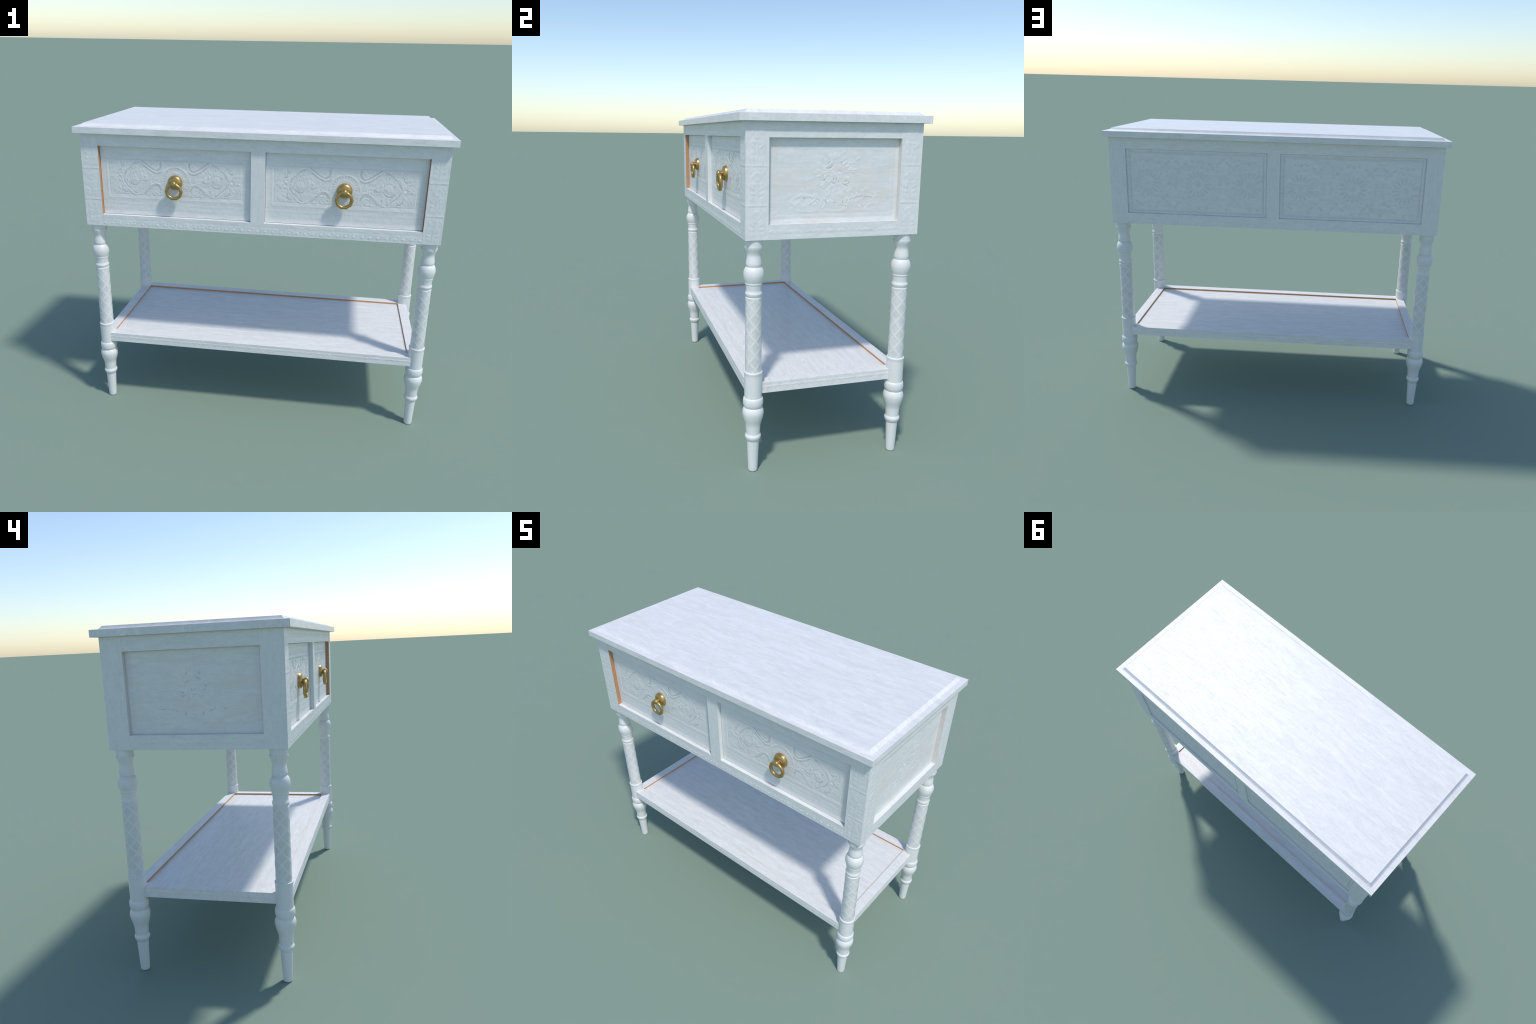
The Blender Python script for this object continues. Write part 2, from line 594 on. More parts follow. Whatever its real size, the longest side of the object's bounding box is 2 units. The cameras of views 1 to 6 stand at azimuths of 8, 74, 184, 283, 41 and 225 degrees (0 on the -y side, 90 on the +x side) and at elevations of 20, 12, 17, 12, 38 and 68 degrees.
for name_z0, name_z1, lower in ((Z0, SB, True), (ST, Z1 - 0.0004, False)):
    h = name_z1 - name_z0
    w = 2 * OPY
    cv = scallop_carving(w, h, lower)
    for sx in (-1, 1):
        f = "-x" if sx < 0 else "+x"
        me = carved_board("side_rail", (RD, w, h), {f: cv}, M_SIDE)
        add_obj("side_rail", me, (sx * (X_OUT - EPS - RD / 2), 0, (name_z0 + name_z1) / 2))

stile_me = box_mesh("stile", (-STILE, -RD / 2, -(ZT - ZB) / 2), (STILE, RD / 2, (ZT - ZB) / 2), M_UP)
for sy in (-1, 1):
    add_obj("stile", stile_me, (0, sy * (Y_OUT - EPS - RD / 2), (ZB + ZT) / 2))

add_obj("case_bottom", box_mesh("case_bottom", (-0.95, -0.39, -0.006), (0.95, 0.39, 0.006), M_LONG),
        (0, 0, Z0 + 0.012))

# ------------------------------------------------------------------ drawer fronts
def drawer_carving(w, h, groove_grey):
    c = Carving(w, h, 0.002)
    mm = 0.001
    # sunk field with a fine double border
    x0, x1, y0, y1 = -0.374, 0.371, -0.0765, 0.117
    c.rect(x0 - 0.010, y0 - 0.018, x1 + 0.010, y1 + 0.008, 0.006, 0.0009)
    c.rect(x0, y0, x1, y1, 0.0045, -0.0011)
    for y in (0.14, 0.172, -0.112, -0.135, -0.165):       # long grain swells
        c.stroke([(-w / 2, y), (-w / 4, y - 0.004), (0, y + 0.002), (w / 4, y - 0.002), (w / 2, y)],
                 0.010, -0.0004)
    W, A = 0.0050, 0.0014
    rng = np.random.default_rng(11)
    yc = 0.019
    # medallion behind the pull
    c.ring(0, yc - 0.012, 0.079, 0.0058, 0.0016, 0.0, PI)
    c.ring(0, yc - 0.012, 0.067, 0.0035, -0.0008, 0.0, PI)
    for k in range(15):
        a = -0.1 + (PI + 0.2) * k / 14
        c.blob(0.063 * math.cos(a), 0.012 + 0.063 * math.sin(a), 0.0085, 0.0038, -0.0018, a)
        groove_grey.lens(0.063 * math.cos(a), 0.012 + 0.063 * math.sin(a), 0.0060, 0.0018, a, 8)
        a += (PI + 0.2) / 28
        c.blob(0.063 * math.cos(a), 0.012 + 0.063 * math.sin(a), 0.0085, 0.0046, 0.0014, a)
    c.ring(0, 0.004, 0.052, 0.006, 0.0008)
    c.stroke([(-0.03, 0.104), (-0.02, 0.098), (0.02, 0.098), (0.03, 0.104)], 0.005, 0.0014)
    for s in (-1, 1):
        def st(pts, w_=W, a_=A, c=c, s=s):
            c.stroke([(s * x * mm, y * mm) for x, y in pts], w_, a_)

        def gr(pts, w_=0.0048, a_=-0.0014):
            st(pts, w_, a_)
            groove_grey.strap([(s * x * mm, y * mm) for x, y in pts], 0.0017)

        # punched ground between the scrolls
        for _ in range(230):
            x, y = rng.uniform(88, 362), rng.uniform(-68, 108)
            c.blob(s * x * mm, y * mm, rng.uniform(0.0032, 0.0055), rng.uniform(0.0026, 0.004),
                   -rng.uniform(0.0006, 0.0015), rng.uniform(0, 3))
            if rng.random() < 0.4:
                groove_grey.lens(s * x * mm + 0.004, y * mm, rng.uniform(0.003, 0.006), 0.0017, rng.uniform(0, 3), 8)
        # acanthus filling both sides of the straps
        for line in ([(196, 116), (168, 94), (138, 71), (104, 55), (80, 63), (67, 88), (69, 110)],
                     [(222, 108), (243, 95), (258, 80), (281, 67), (291, 51), (297, 33)],
                     [(299, 4), (288, -20), (271, -39), (252, -52), (241, -67), (221, -75)],
                     [(186, -59), (160, -34), (133, -14), (107, -5), (84, -14), (71, -37)]):
            q = catmull(line, 4)
            for k in range(1, len(q) - 1):
                tx, ty = q[k + 1][0] - q[k - 1][0], q[k + 1][1] - q[k - 1][1]
                an = math.atan2(ty, tx * s) + (1 if k % 2 else -1) * rng.uniform(0.6, 1.1)
                if y0 + 0.012 < q[k][1] * mm + 0.014 * math.sin(an) < y1 - 0.008:
                    c.leaf(s * q[k][0] * mm + 0.006 * math.cos(an), q[k][1] * mm + 0.006 * math.sin(an),
                           rng.uniform(0.012, 0.019), 0.0042, rng.uniform(0.0008, 0.0013), an)
        for _ in range(80):
            x, y = rng.uniform(95, 350), rng.uniform(-62, 104)
            c.spiral(s * x * mm, y * mm, 0.002, rng.uniform(0.005, 0.009), rng.uniform(0, 6), 0.8, 0.0034,
                     rng.uniform(0.0005, 0.0009))
        # hanging bowl scroll with its groove
        st([(196, 116), (168, 94), (138, 71), (104, 55), (80, 63), (67, 88), (69, 114)])
        gr([(188, 118), (163, 99), (136, 79), (104, 65), (86, 71), (77, 90), (78, 112)])
        gr([(178, 92), (142, 64), (104, 46), (74, 56)], 0.004, -0.0010)
        # strap running out and round to the end bud
        st([(196, 116), (222, 110), (243, 95), (258, 80), (281, 67), (291, 51), (297, 33), (303, 20)])
        gr([(206, 104), (226, 100), (241, 87), (256, 71), (273, 60), (282, 45), (288, 30)], 0.004, -0.0010)
        st([(303, 20), (299, 4), (288, -20), (271, -39), (252, -52), (241, -67), (221, -75), (198, -70)])
        gr([(291, 8), (280, -16), (264, -32), (246, -44), (233, -60), (218, -66)], 0.004, -0.0010)
        # rising arch with spiral eye
        st([(198, -70), (186, -59), (160, -34), (133, -14), (107, -5), (84, -14), (71, -37), (70, -60)])
        gr([(178, -66), (147, -40), (128, -23), (107, -16), (90, -26), (80, -44)])
        c.spiral(s * 0.108, -0.05, 0.005, 0.021, 0.4 if s > 0 else PI - 0.4, -s * 1.0, 0.0040, 0.0011)
        c.spiral(s * 0.106, 0.088, 0.004, 0.018, -0.6 if s > 0 else PI + 0.6, s * 0.9, 0.0040, 0.0011)
        for x, y, L, wd, a in ((124, 98, 30, 7, 2.1), (140, 104, 26, 6, 2.4), (92, 100, 24, 6, 1.2),
                               (128, -58, 26, 6, 4.0), (88, -62, 22, 6, 5.2), (146, -62, 22, 6, 4.4),
                               (163, -68, 18, 5, 3.9)):
            ang = a if s > 0 else PI - a
            c.leaf(s * x * mm, y * mm, L * mm, wd * mm, 0.0016, ang)
        # middle band: stem, florets, pointed leaves
        st([(80, 18), (120, 19), (165, 21), (205, 20)], 0.004, 0.0009)
        c.flower(s * 0.105, 0.019, 0.017, 5, 0.0016, 0.3)
        for x, L, wd, u in ((150, 40, 8, 0.55), (150, 40, 8, -0.55), (180, 34, 9, 1.0), (180, 34, 9, -1.0),
                            (195, 36, 8, 1.9), (195, 36, 8, -1.9)):
            c.leaf(s * x * mm, 0.021, L * mm, wd * mm, 0.0018, u if s > 0 else PI - u)
        c.flower(s * 0.230, 0.019, 0.019, 6, 0.0017, 0.2)
        c.ring(s * 0.230, 0.019, 0.027, 0.0040, -0.0008)
        gr([(150, 8), (175, 5), (200, 8), (215, -14), (240, -19), (262, -4)], 0.005, -0.0012)
        c.flower(s * 0.342, 0.019, 0.020, 5, 0.0017, PI / 2)
        c.ring(s * 0.342, 0.019, 0.025, 0.0038, -0.0007)
        c.blob(s * 0.311, 0.034, 0.010, 0.009, 0.0018)
        c.blob(s * 0.311, 0.006, 0.010, 0.009, 0.0018)
        c.blob(s * 0.313, 0.019, 0.007, 0.007, -0.0015)
        # corner sprigs
        st([(262, 84), (276, 92), (292, 98), (306, 96)], 0.0042, 0.0012)
        for x, y in ((298, 100), (314, 86), (304, 70), (320, 98), (283, 104)):
            c.blob(s * x * mm, y * mm, 0.0075, 0.0065, 0.0018)
        for x, y in ((314, -20), (318, -36), (308, -48), (318, -60), (296, -62), (280, -66), (300, -40)):
            c.blob(s * x * mm, y * mm, 0.0080, 0.0060, 0.0017, s * 0.5)
        gr([(300, -26), (304, -44), (292, -58), (272, -62)], 0.004, -0.0012)
        gr([(322, 60), (306, 62), (300, 84), (284, 90)], 0.004, -0.0010)
        for x, y in ((214, 78), (236, 52), (200, 60), (256, 44), (220, -44), (246, -30), (200, -34)):
            c.blob(s * x * mm, y * mm, 0.012, 0.007, 0.0010, s * 0.7)
        for x, y in ((176, -48), (186, -40), (176, 80), (190, 92)):
            c.blob(s * x * mm, y * mm, 0.006, 0.006, -0.0012)
    return c


DW, DH = OPX - STILE - 0.0036, ZT - ZB - 0.0036
groove_grey = Overlay(0.0001)
dc = drawer_carving(DW, DH, groove_grey)
dc.up *= 0.85
dc.dn *= 1.0
dc.worn, dc.seed = 0.00012, 5
drawer_me = carved_board("drawer", (DW, THK, DH), {"-y": dc}, M_CARVED)
groove_grey_me = groove_grey.mesh("groove_grey_lines", M_DARK_GREY)


def lathe(name, prof, seg, mat, axis="y", angle=40, twist=None):
    v, f = [], []
    for t, r in prof:
        for k in range(seg):
            a = 2 * PI * k / seg
            rr = r + (twist(a, t) if twist else 0)
            if axis == "z":
                v.append((rr * math.cos(a), rr * math.sin(a), t))
            else:
                v.append((rr * math.cos(a), -t, rr * math.sin(a)))
    for i in range(len(prof) - 1):
        for k in range(seg):
            a, b = i * seg + k, i * seg + (k + 1) % seg
            f.append((a, b, b + seg, a + seg))
    f.append(tuple(reversed(range(seg))))
    n = (len(prof) - 1) * seg
    f.append(tuple(range(n, n + seg)))
    me = bpy.data.meshes.new(name)
    me.from_pydata(v, [], f)
    me.materials.append(mat)
    finish(me, angle)
    return me


# brass ring pulls: domed backplate, round knob, ten-sided ring
plate_me = lathe("pull_backplate",
                 [(0.0, 0.0400), (0.0015, 0.0412), (0.0045, 0.0412), (0.007, 0.0400)]
                 + [(0.007 + 0.0185 * math.sin(t), 0.0400 * math.cos(t) * 0.72 + 0.0400 * 0.28)
                    for t in (PI / 2 * i / 8 for i in range(1, 8))]
                 + [(0.0260, 0.009), (0.0260, 0.002)], 20, M_BRASS, angle=60)
knob_prof = [(0.0, 0.0140)] + [(0.012, 0.0148), (0.017, 0.0166), (0.024, 0.0168)] \
    + [(0.024 + 0.0125 * math.sin(t), 0.0168 * math.cos(t) ** 0.8) for t in (PI / 2 * i / 6 for i in range(1, 6))] \
    + [(0.0366, 0.0012)]
knob_me = lathe("pull_knob", knob_prof, 20, M_BRASS, angle=60)


def ring_mesh():
    R, r, n, m = 0.0396, 0.0096, 10, 12
    v, f = [], []
    for i in range(n):
        a = -PI / 2 + (i + 0.5) * 2 * PI / n
        k = 1 / math.cos(PI / n) * 0.98
        for j in range(m):
            b = 2 * PI * j / m
            rr = R * k + r * math.cos(b)
            v.append((rr * math.cos(a), r * math.sin(b), rr * math.sin(a)))
    for i in range(n):
        for j in range(m):
            a, b = i * m + j, i * m + (j + 1) % m
            c, d = ((i + 1) % n) * m + (j + 1) % m, ((i + 1) % n) * m + j
            f.append((d, c, b, a))
    me = bpy.data.meshes.new("pull_ring")
    me.from_pydata(v, [], f)
    me.materials.append(M_BRASS)
    finish(me, 60)
    return me


ring_me = ring_mesh()
DY = -(Y_OUT - REC) + THK / 2
for sx in (-1, 1):
    d = add_obj("drawer", drawer_me, (sx * (OPX + STILE) / 2, DY, (ZB + ZT) / 2 + 0.0002))
    o = add_obj("groove_grey_lines", groove_grey_me, (0, -THK / 2, 0), (0, 0, PI), d)
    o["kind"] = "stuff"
    add_obj("pull_backplate", plate_me, (0, -THK / 2 + 0.001, 0.0035), None, d)
    add_obj("pull_knob", knob_me, (0, -THK / 2 - 0.0170, 0.0025), None, d)
    add_obj("pull_ring", ring_me, (0, -THK / 2 - 0.0365, -0.0385), (math.radians(2), 0, 0), d)

# ------------------------------------------------------------------ back panels
def back_carving(w, h, inl):
    c = Carving(w, h, 0.002)
    mx, my = w / 2, h / 2
    # stepped border moulding
    c.rect(-mx + 0.009, -my + 0.007, mx - 0.009, my - 0.007, 0.009, 0.0022)
    c.rect(-mx + 0.021, -my + 0.016, mx - 0.021, my - 0.020, 0.008, -0.0020)
    # dark strips along the border, mitre ends kept apart
    for x0, x1, y0, y1 in ((-mx + 0.020, -mx + 0.026, -my + 0.024, my - 0.030), (mx - 0.026, mx - 0.020, -my + 0.024, my - 0.030),
                           (-mx + 0.020, mx - 0.020, -my + 0.015, -my + 0.021), (-mx + 0.020, mx - 0.020, my - 0.027, my - 0.017)):
        inl.piece([(x0, y0), (x1, y0), (x1, y1), (x0, y1)])
    per, yc = 0.305, -0.003
    xl, yt, yb = mx - 0.036, my - 0.032, -0.106

    def inside(x, y):
        return -xl < x < xl and -my + 0.03 < y < yt

    def groove(pts, wd=0.0062, a=-0.0020):
        if all(inside(x, y) for x, y in pts):
            inl.strap(pts, wd * 0.92)
            c.stroke(pts, wd * 1.5, 0.0007)

    def dot(x, y, r=0.011, a=-0.0022):
        if inside(x, y):
            inl.lens(x, y, r, r)
            c.ring(x, y, r + 0.004, 0.0035, 0.0009)

    for k in (-1, 0, 1):
        x0 = 0.009 + k * per
        inl.lens(x0, yc, 0.0160, 0.0160, 0, 20)
        c.ring(x0, yc, 0.0215, 0.0045, 0.0011)
        c.ring(x0, yc, 0.0310, 0.0035, 0.0009)
        for p in range(16):
            a = PI / 2 + p * PI / 8
            ca, sa = math.cos(a), math.sin(a)
            if abs(x0 + 0.075 * ca) < xl:
                inl.lens(x0 + 0.0600 * ca, yc + 0.0600 * sa, 0.0225, 0.0066, a, 14, 0.8)
                c.blob(x0 + 0.068 * math.cos(a + PI / 16), yc + 0.068 * math.sin(a + PI / 16),
                       0.026, 0.0055, 0.0010, a + PI / 16)
            a2 = a + PI / 16
            if inside(x0 + 0.097 * math.cos(a2), yc + 0.097 * math.sin(a2)):
                c.blob(x0 + 0.097 * math.cos(a2), yc + 0.097 * math.sin(a2), 0.0058, 0.0048, 0.0010, a2)
                inl.lens(x0 + 0.097 * math.cos(a2), yc + 0.097 * math.sin(a2), 0.0050, 0.0040, a2)
            if inside(x0 + 0.1 * ca, yc + 0.1 * sa):
                c.blob(x0 + 0.095 * ca, yc + 0.095 * sa, 0.0055, 0.0055, 0.0010)
        R = 0.130
        for p in range(8):
            a = p * PI / 4
            if yc + R * math.sin(a) > yb:
                dot(x0 + R * math.cos(a), yc + R * math.sin(a))
            # bent strap segments between the dots
            b = a + PI / 8
            q = [(x0 + R * 1.04 / math.cos(g - b if abs(g - b) < PI / 8 else PI / 8) * math.cos(g),
                  yc + R * 1.04 / math.cos(g - b if abs(g - b) < PI / 8 else PI / 8) * math.sin(g))
                 for g in (a + 0.14, a + 0.22, b, a + PI / 4 - 0.22, a + PI / 4 - 0.14)]
            q = [(x, y) for x, y in q]
            if min(y for _, y in q) > yb:
                groove([q[0], q[1], q[2]][:2] + [((q[1][0] + q[2][0]) / 2, (q[1][1] + q[2][1]) / 2)])
                groove([((q[3][0] + q[2][0]) / 2, (q[3][1] + q[2][1]) / 2), q[3], q[4]])
        # crossing straps between rosettes
        xm = x0 + per / 2
        for s in (-1, 1):
            groove([(xm + s * 0.016, 0.128), (xm + s * 0.030, 0.117), (xm + s * 0.043, 0.106)])
        dot(xm, 0.147, 0.010)
        # the strip under the fillet starts the next repeat
        for xx in (x0 - 0.092, x0 + 0.092):
            for s in (-1, 1):
                groove([(xx + s * 0.012, -0.114), (xx + s * 0.028, -0.122), (xx + s * 0.042, -0.136)])
            dot(xx - 0.045, -0.152, 0.008, -0.0014)
        dot(x0, -0.150, 0.009, -0.0016)
        # small punched rings along the top
        for q in range(8):
            x = x0 - per / 2 + (q + 0.5) * per / 8
            if inside(x, 0.148):
                c.ring(x, 0.148, 0.006, 0.003, -0.0011)
    c.stroke([(-xl, yb), (xl, yb)], 0.0045, 0.0010, False)
    c.worn, c.seed = 0.00015, 31
    rng = np.random.default_rng(3)
    for _ in range(420):
        x, y = rng.uniform(-xl, xl), rng.uniform(yb, yt)
        c.ring(x, y, 0.0042, 0.0026, 0.0009)
    return c


bw, bh = OPX - STILE - 0.0006, ZT - ZB - 0.0006
rosette_grey = Overlay(0.0007)
back_me = carved_board("back_panel", (bw, THK, bh), {"+y": back_carving(bw, bh, rosette_grey)}, M_LONG)
rosette_grey_me = rosette_grey.mesh("rosette_grey_pieces", M_GREY)
for sx in (-1, 1):
    bp = add_obj("back_panel", back_me, (sx * (OPX + STILE) / 2, Y_OUT - BREC - THK / 2, (ZB + ZT) / 2))
    o = add_obj("rosette_grey_pieces", rosette_grey_me, (0, THK / 2, 0), None, bp)
    o["kind"] = "stuff"

# ------------------------------------------------------------------ side panels
def side_carving(w, h, mirror):
    c = Carving(w, h, 0.002)
    s = mirror
    mx, my = w / 2, h / 2
    c.rect(-mx + 0.008, -my + 0.008, mx - 0.008, my - 0.008, 0.009, 0.0014)
    c.rect(-mx + 0.019, -my + 0.020, mx - 0.019, my - 0.014, 0.005, -0.0009)
    c.rect(-mx + 0.043, -my + 0.040, mx - 0.043, my - 0.028, 0.005, -0.0008)
    mm = 0.001

    def st(pts, wd=0.005, a=0.0014):
        c.stroke([(s * x * mm, y * mm) for x, y in pts], wd, a)

    def leaf(x, y, L, wd, ang, a=0.0016):
        c.leaf(s * x * mm, y * mm, L * mm, wd * mm, a, ang if s > 0 else PI - ang)

    def rose(x, y, r, a=0.0024):
        c.blob(s * x * mm, y * mm, r * mm, r * mm, a * 0.7)
        c.ring(s * x * mm, y * mm, 0.78 * r * mm, 0.0055, a, PI * 1.05, PI * 1.95)
        c.ring(s * x * mm, y * mm, 0.55 * r * mm, 0.0045, a * 0.9, 0.2, PI * 0.9)
        c.blob(s * (x - 5) * mm, (y - 2) * mm, 0.0055, 0.011, -0.0022)
        c.blob(s * (x + 6) * mm, (y - 3) * mm, 0.005, 0.010, -0.0018)
        c.ring(s * x * mm, y * mm, 1.02 * r * mm, 0.006, -0.0016, PI * 1.1, PI * 1.9)

    rose(-2, 14, 27)
    rose(53, 0, 21)
    rose(-54, 28, 20, 0.0020)
    c.flower(s * 0.012, 0.100, 0.026, 6, 0.0016)
    c.flower(s * -0.030, 0.090, 0.021, 5, 0.0020, 0.4)
    c.flower(s * 0.032, 0.062, 0.022, 6, 0.0015, 0.8)
    st([(-46, 60), (-28, 68), (-12, 84)], 0.005, 0.0020)
    st([(-40, 52), (-22, 60), (-8, 74)], 0.005, -0.0018)
    st([(-72, 10), (-58, 6), (-46, 14)], 0.005, 0.0020)
    st([(-70, 2), (-56, -2), (-46, 4)], 0.005, -0.0018)
    for x, y, L, wd, a in ((60, 60, 34, 8, 0.3), (70, 35, 40, 9, 0.1), (75, -12, 34, 8, -0.5), (40, -30, 34, 8, -1.0),
                           (-20, -26, 32, 8, -1.9), (-62, 60, 36, 8, 2.6), (-78, 30, 36, 8, 3.0), (-66, -6, 34, 8, 3.7),
                           (0, 122, 26, 6, 1.7), (34, 116, 26, 6, 0.9), (-46, 112, 26, 6, 2.3), (100, 88, 30, 6, 0.7)):
        leaf(x, y, L, wd, a)
    # lower acanthus scrolls
    for q in (-1, 1):
        def sc(pts, wd=0.0055, a=0.0013, q=q):
            st([(q * x, y) for x, y in pts], wd, a)
        sc([(20, -60), (40, -72), (58, -88), (50, -108), (32, -106), (30, -92)])
        sc([(30, -92), (42, -86), (48, -94)], 0.0045, -0.0012)
        if q:
            c.up *= 0.9
        sc([(62, -118), (80, -90), (110, -72), (150, -68), (190, -76), (206, -96), (192, -110), (176, -100)])
        sc([(88, -96), (120, -80), (160, -77), (186, -86)], 0.005, -0.0013)
        sc([(80, -132), (120, -140), (170, -136), (214, -128)], 0.005, 0.0010)
        sc([(0, -140), (40, -136), (74, -122)], 0.0055, 0.0012)
        for x, y, L, wd, a in ((100, -104, 40, 8, 0.4), (130, -104, 34, 8, -0.5), (150, -52, 30, 7, 0.9), (110, -56, 30, 7, 1.3),
                               (200, -70, 34, 7, 0.6), (214, -104, 28, 7, -0.4), (60, -56, 30, 8, 0.5)):
            c.leaf(s * q * x * mm, y * mm, L * mm, wd * mm, 0.0012, a if s * q > 0 else PI - a)
    c.leaf(0, -0.112, 0.05, 0.009, 0.0013, PI / 2)
    rng = np.random.default_rng(17)
    for _ in range(150):        # the bouquet's small leaves and worn scroll tips
        if rng.random() < 0.55:
            x, y = rng.normal(0, 0.055), rng.normal(0.035, 0.045)
        else:
            x, y = rng.uniform(-0.23, 0.23), rng.normal(-0.095, 0.022)
        if abs(x) < mx - 0.06 and -my + 0.05 < y < my - 0.04:
            c.leaf(x, y, rng.uniform(0.012, 0.03), rng.uniform(0.004, 0.007),
                   rng.uniform(0.0006, 0.0014), rng.uniform(0, 6.28))
    c.up *= 0.75
    c.dn *= 0.8
    c.soft = 4
    c.worn, c.seed = 0.00007, 21
    for y in (0.135, 0.07, 0.03, -0.03, -0.012):
        c.stroke([(-mx + 0.05, y), (-0.12, y + 0.003), (0.1, y - 0.003), (mx - 0.05, y)], 0.010, -0.0002)
    return c


sw, sh = 2 * OPY - 0.0006, ST - SB - 0.0006
for sx in (-1, 1):
    f = "-x" if sx < 0 else "+x"
    me = carved_board("side_panel", (THK, sw, sh), {f: side_carving(sw, sh, sx)}, M_SIDEP)
    sp = add_obj("side_panel", me, (sx * (X_OUT - REC - THK / 2), 0, (SB + ST) / 2))
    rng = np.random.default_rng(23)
    pale, dark = Overlay(0.00045), Overlay(0.0008)
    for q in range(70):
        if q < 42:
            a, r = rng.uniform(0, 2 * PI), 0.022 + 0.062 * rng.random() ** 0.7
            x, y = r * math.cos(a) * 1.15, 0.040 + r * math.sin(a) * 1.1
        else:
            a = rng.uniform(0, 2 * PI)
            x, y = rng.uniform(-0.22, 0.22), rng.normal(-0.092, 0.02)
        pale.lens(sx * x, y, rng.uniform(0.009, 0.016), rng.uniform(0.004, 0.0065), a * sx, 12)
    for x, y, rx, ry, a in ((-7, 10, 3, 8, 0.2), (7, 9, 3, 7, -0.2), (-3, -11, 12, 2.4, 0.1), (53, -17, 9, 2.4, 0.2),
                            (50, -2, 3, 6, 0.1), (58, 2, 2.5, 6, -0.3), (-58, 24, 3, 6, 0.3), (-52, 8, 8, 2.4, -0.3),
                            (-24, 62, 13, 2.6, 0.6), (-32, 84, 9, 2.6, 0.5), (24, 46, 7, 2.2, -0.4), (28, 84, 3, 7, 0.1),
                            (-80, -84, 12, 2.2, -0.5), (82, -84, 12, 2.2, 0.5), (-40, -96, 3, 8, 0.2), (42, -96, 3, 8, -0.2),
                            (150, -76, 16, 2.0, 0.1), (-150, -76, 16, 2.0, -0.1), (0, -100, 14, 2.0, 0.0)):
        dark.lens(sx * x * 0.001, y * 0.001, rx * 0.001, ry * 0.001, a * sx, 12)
    for nm, inl, mm in (("leaf_inlay", pale, M_BUD), ("dark_lens_pieces", dark, M_DARK_GREY)):
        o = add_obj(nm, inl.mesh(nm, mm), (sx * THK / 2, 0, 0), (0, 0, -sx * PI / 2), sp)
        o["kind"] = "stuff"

# ------------------------------------------------------------------ turned legs
LX, LY = 0.9278, 0.3725
RUNS = [
    [(0.0, 0.0222), (0.0025, 0.0231)],
    [(0.0025, 0.0231), (0.08, 0.0264), (0.153, 0.0294), (0.160, 0.0300)],
    [(0.160, 0.0300), (0.166, 0.0335), (0.172, 0.0366), (0.180, 0.0391), (0.188, 0.0386), (0.1955, 0.0345), (0.199, 0.0338)],
    [(0.199, 0.0338), (0.2183, 0.0349), (0.2419, 0.0366), (0.2606, 0.0413), (0.2817, 0.0479), (0.304, 0.0520),
     (0.319, 0.0506), (0.330, 0.0464), (0.335, 0.0426)],
    [(0.335, 0.0426), (0.341, 0.0452), (0.3485, 0.0479), (0.3583, 0.0492), (0.371, 0.0488), (0.381, 0.0464), (0.386, 0.0424)],
    [(0.386, 0.0424), (0.44, 0.0427), (0.503, 0.0430)],
    [(0.503, 0.0430), (0.508, 0.0441), (0.5135, 0.0443), (0.5160, 0.0430), (0.5165, 0.0388)],
    "shaft",
    [(0.8785, 0.0383), (0.8795, 0.0360), (0.8825, 0.0358), (0.8885, 0.0383), (0.8975, 0.0401), (0.9040, 0.0380), (0.9105, 0.0361),
     (0.9186, 0.0361), (0.9334, 0.0376), (0.9390, 0.0381)],
    [(0.9390, 0.0381), (0.9405, 0.0396), (0.9450, 0.0405), (0.9485, 0.0398)],
    [(0.9485, 0.0398), (0.9580, 0.0430), (0.9693, 0.0461), (0.9861, 0.0484), (1.0020, 0.0466), (1.0130, 0.0425), (1.0205, 0.0370), (1.0225, 0.0338)],
    [(1.0225, 0.0338), (1.0290, 0.0360), (1.0380, 0.0369), (1.0540, 0.0350), (1.0736, 0.0323), (1.0860, 0.0340), (1.0990, 0.0387),
     (1.1090, 0.0424), (1.1175, 0.0438)],
    [(1.1175, 0.0438), (1.1190, 0.0422), (1.158, 0.0422)],
]
SH0, SH1 = 0.5165, 0.8785


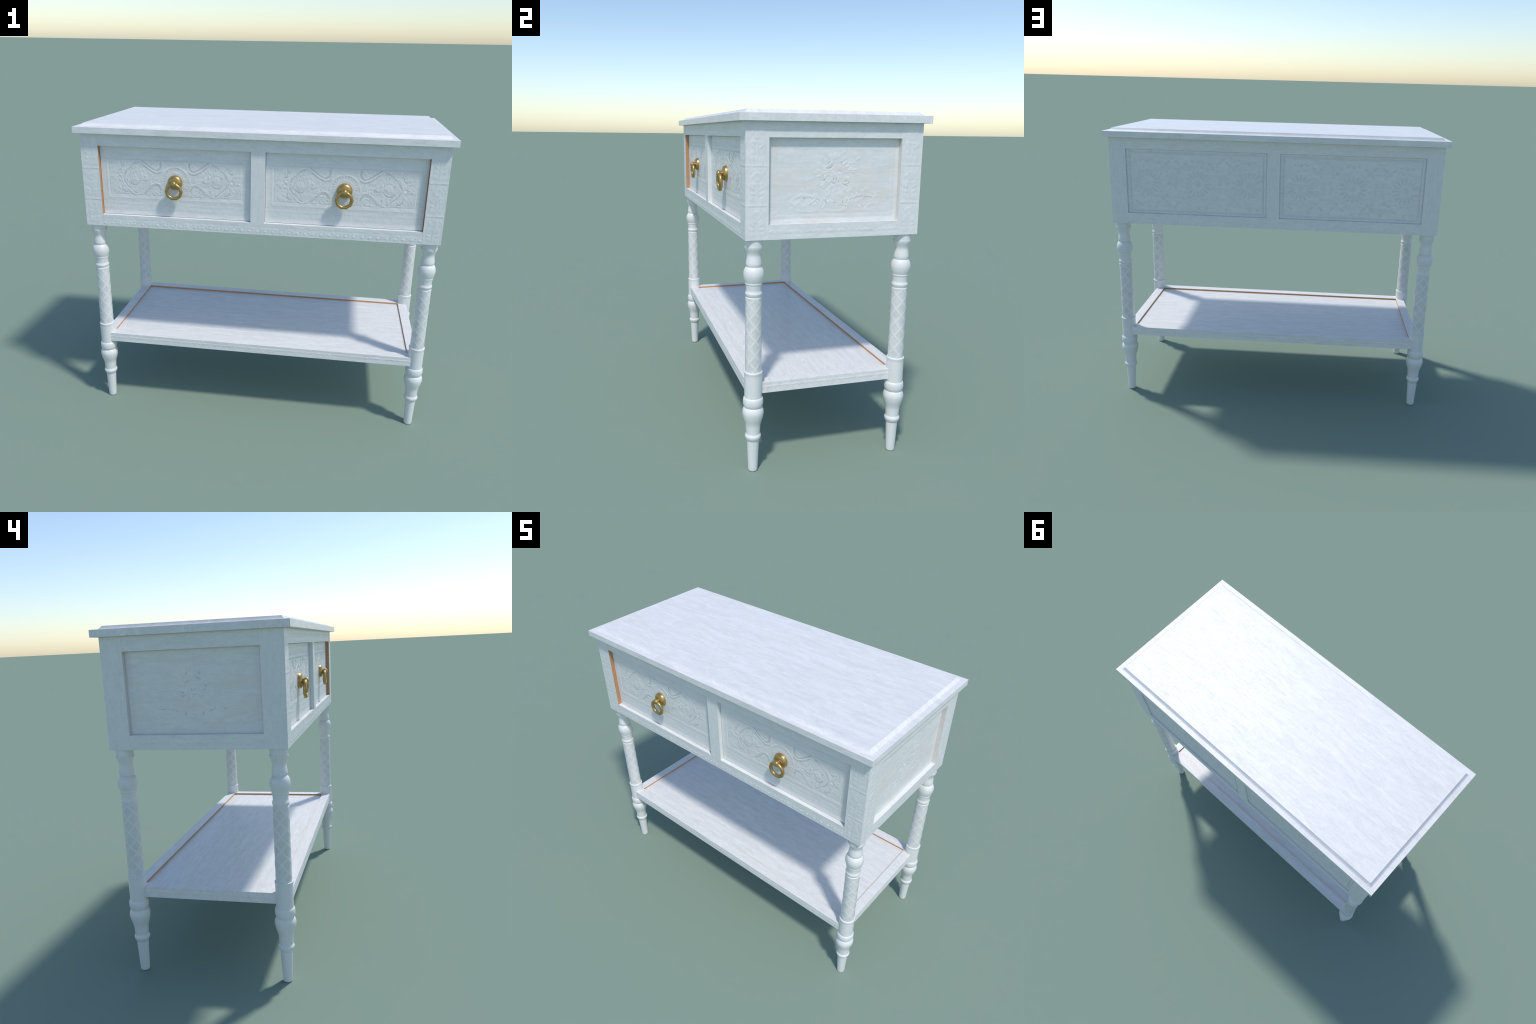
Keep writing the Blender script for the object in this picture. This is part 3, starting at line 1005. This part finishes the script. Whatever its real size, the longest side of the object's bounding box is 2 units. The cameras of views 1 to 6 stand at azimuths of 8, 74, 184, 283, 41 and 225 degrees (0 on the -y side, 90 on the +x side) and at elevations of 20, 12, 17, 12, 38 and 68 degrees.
def leg_profile():
    prof = []
    for run in RUNS:
        if run == "shaft":
            n = 150
            pts = [(SH0 + (SH1 - SH0) * i / n, 0.0388 - 0.0005 * i / n) for i in range(1, n + 1)]
        else:
            pts = catmull(run, 5)
        if prof and abs(prof[-1][0] - pts[0][0]) < 1e-6 and abs(prof[-1][1] - pts[0][1]) < 1e-6:
            pts = pts[1:]
        prof += pts
    return prof


def lattice(a, z):
    """Raised diamond strapwork wound round the plain shaft."""
    if not (SH0 + 0.004 < z < SH1 - 0.004):
        return 0.0
    fade = min(1, (z - SH0 - 0.004) / 0.006, (SH1 - 0.004 - z) / 0.006)
    ph, q = 4 * a / (2 * PI), (z - 0.741) / 0.0691
    h = 0.0
    for t in (ph + q, ph - q):
        d = abs(t - round(t))
        if d < 0.15:
            h = max(h, 0.5 + 0.5 * math.cos(PI * d / 0.15))
    return fade * (0.0010 * h - 0.0004)


leg_me = lathe("leg", leg_profile(), 72, M_LEG, "z", 38, lattice)
for sx in (-1, 1):
    for sy in (-1, 1):
        add_obj("leg", leg_me, (sx * LX, sy * LY, 0))

# ------------------------------------------------------------------ lower shelf
SX, SY = 0.9395, 0.4040
IX, IY = 0.884, 0.347
SZ0, SZ1, PZ = 0.4015, 0.4550, 0.4440
hz = SZ1 - SZ0
shelf = add_obj("shelf", box_mesh("shelf", (-IX - 0.01, -IY - 0.01, -0.012), (IX + 0.01, IY + 0.01, 0.012), M_SHELF),
                (0, 0, PZ - 0.012))
lw = SY - IY
edge = scallop_carving(2 * SX, hz, False)
for sy in (-1, 1):
    f, g = ("-y", "+y") if sy < 0 else ("+y", "-y")
    me = carved_board("shelf_rail", (2 * SX, lw, hz), {f: edge}, M_SHELF, {g: M_RAW})
    add_obj("shelf_rail", me, (0, sy * (SY - lw / 2), (SZ0 + SZ1) / 2 - (PZ - 0.012)), None, shelf)
edge = scallop_carving(2 * IY, hz, False)
sl = SX - IX
for sx in (-1, 1):
    f, g = ("-x", "+x") if sx < 0 else ("+x", "-x")
    me = carved_board("shelf_end_rail", (sl, 2 * IY, hz), {f: edge}, M_SHELF, {g: M_RAW})
    add_obj("shelf_end_rail", me, (sx * (SX - sl / 2), 0, (SZ0 + SZ1) / 2 - (PZ - 0.012)), None, shelf)
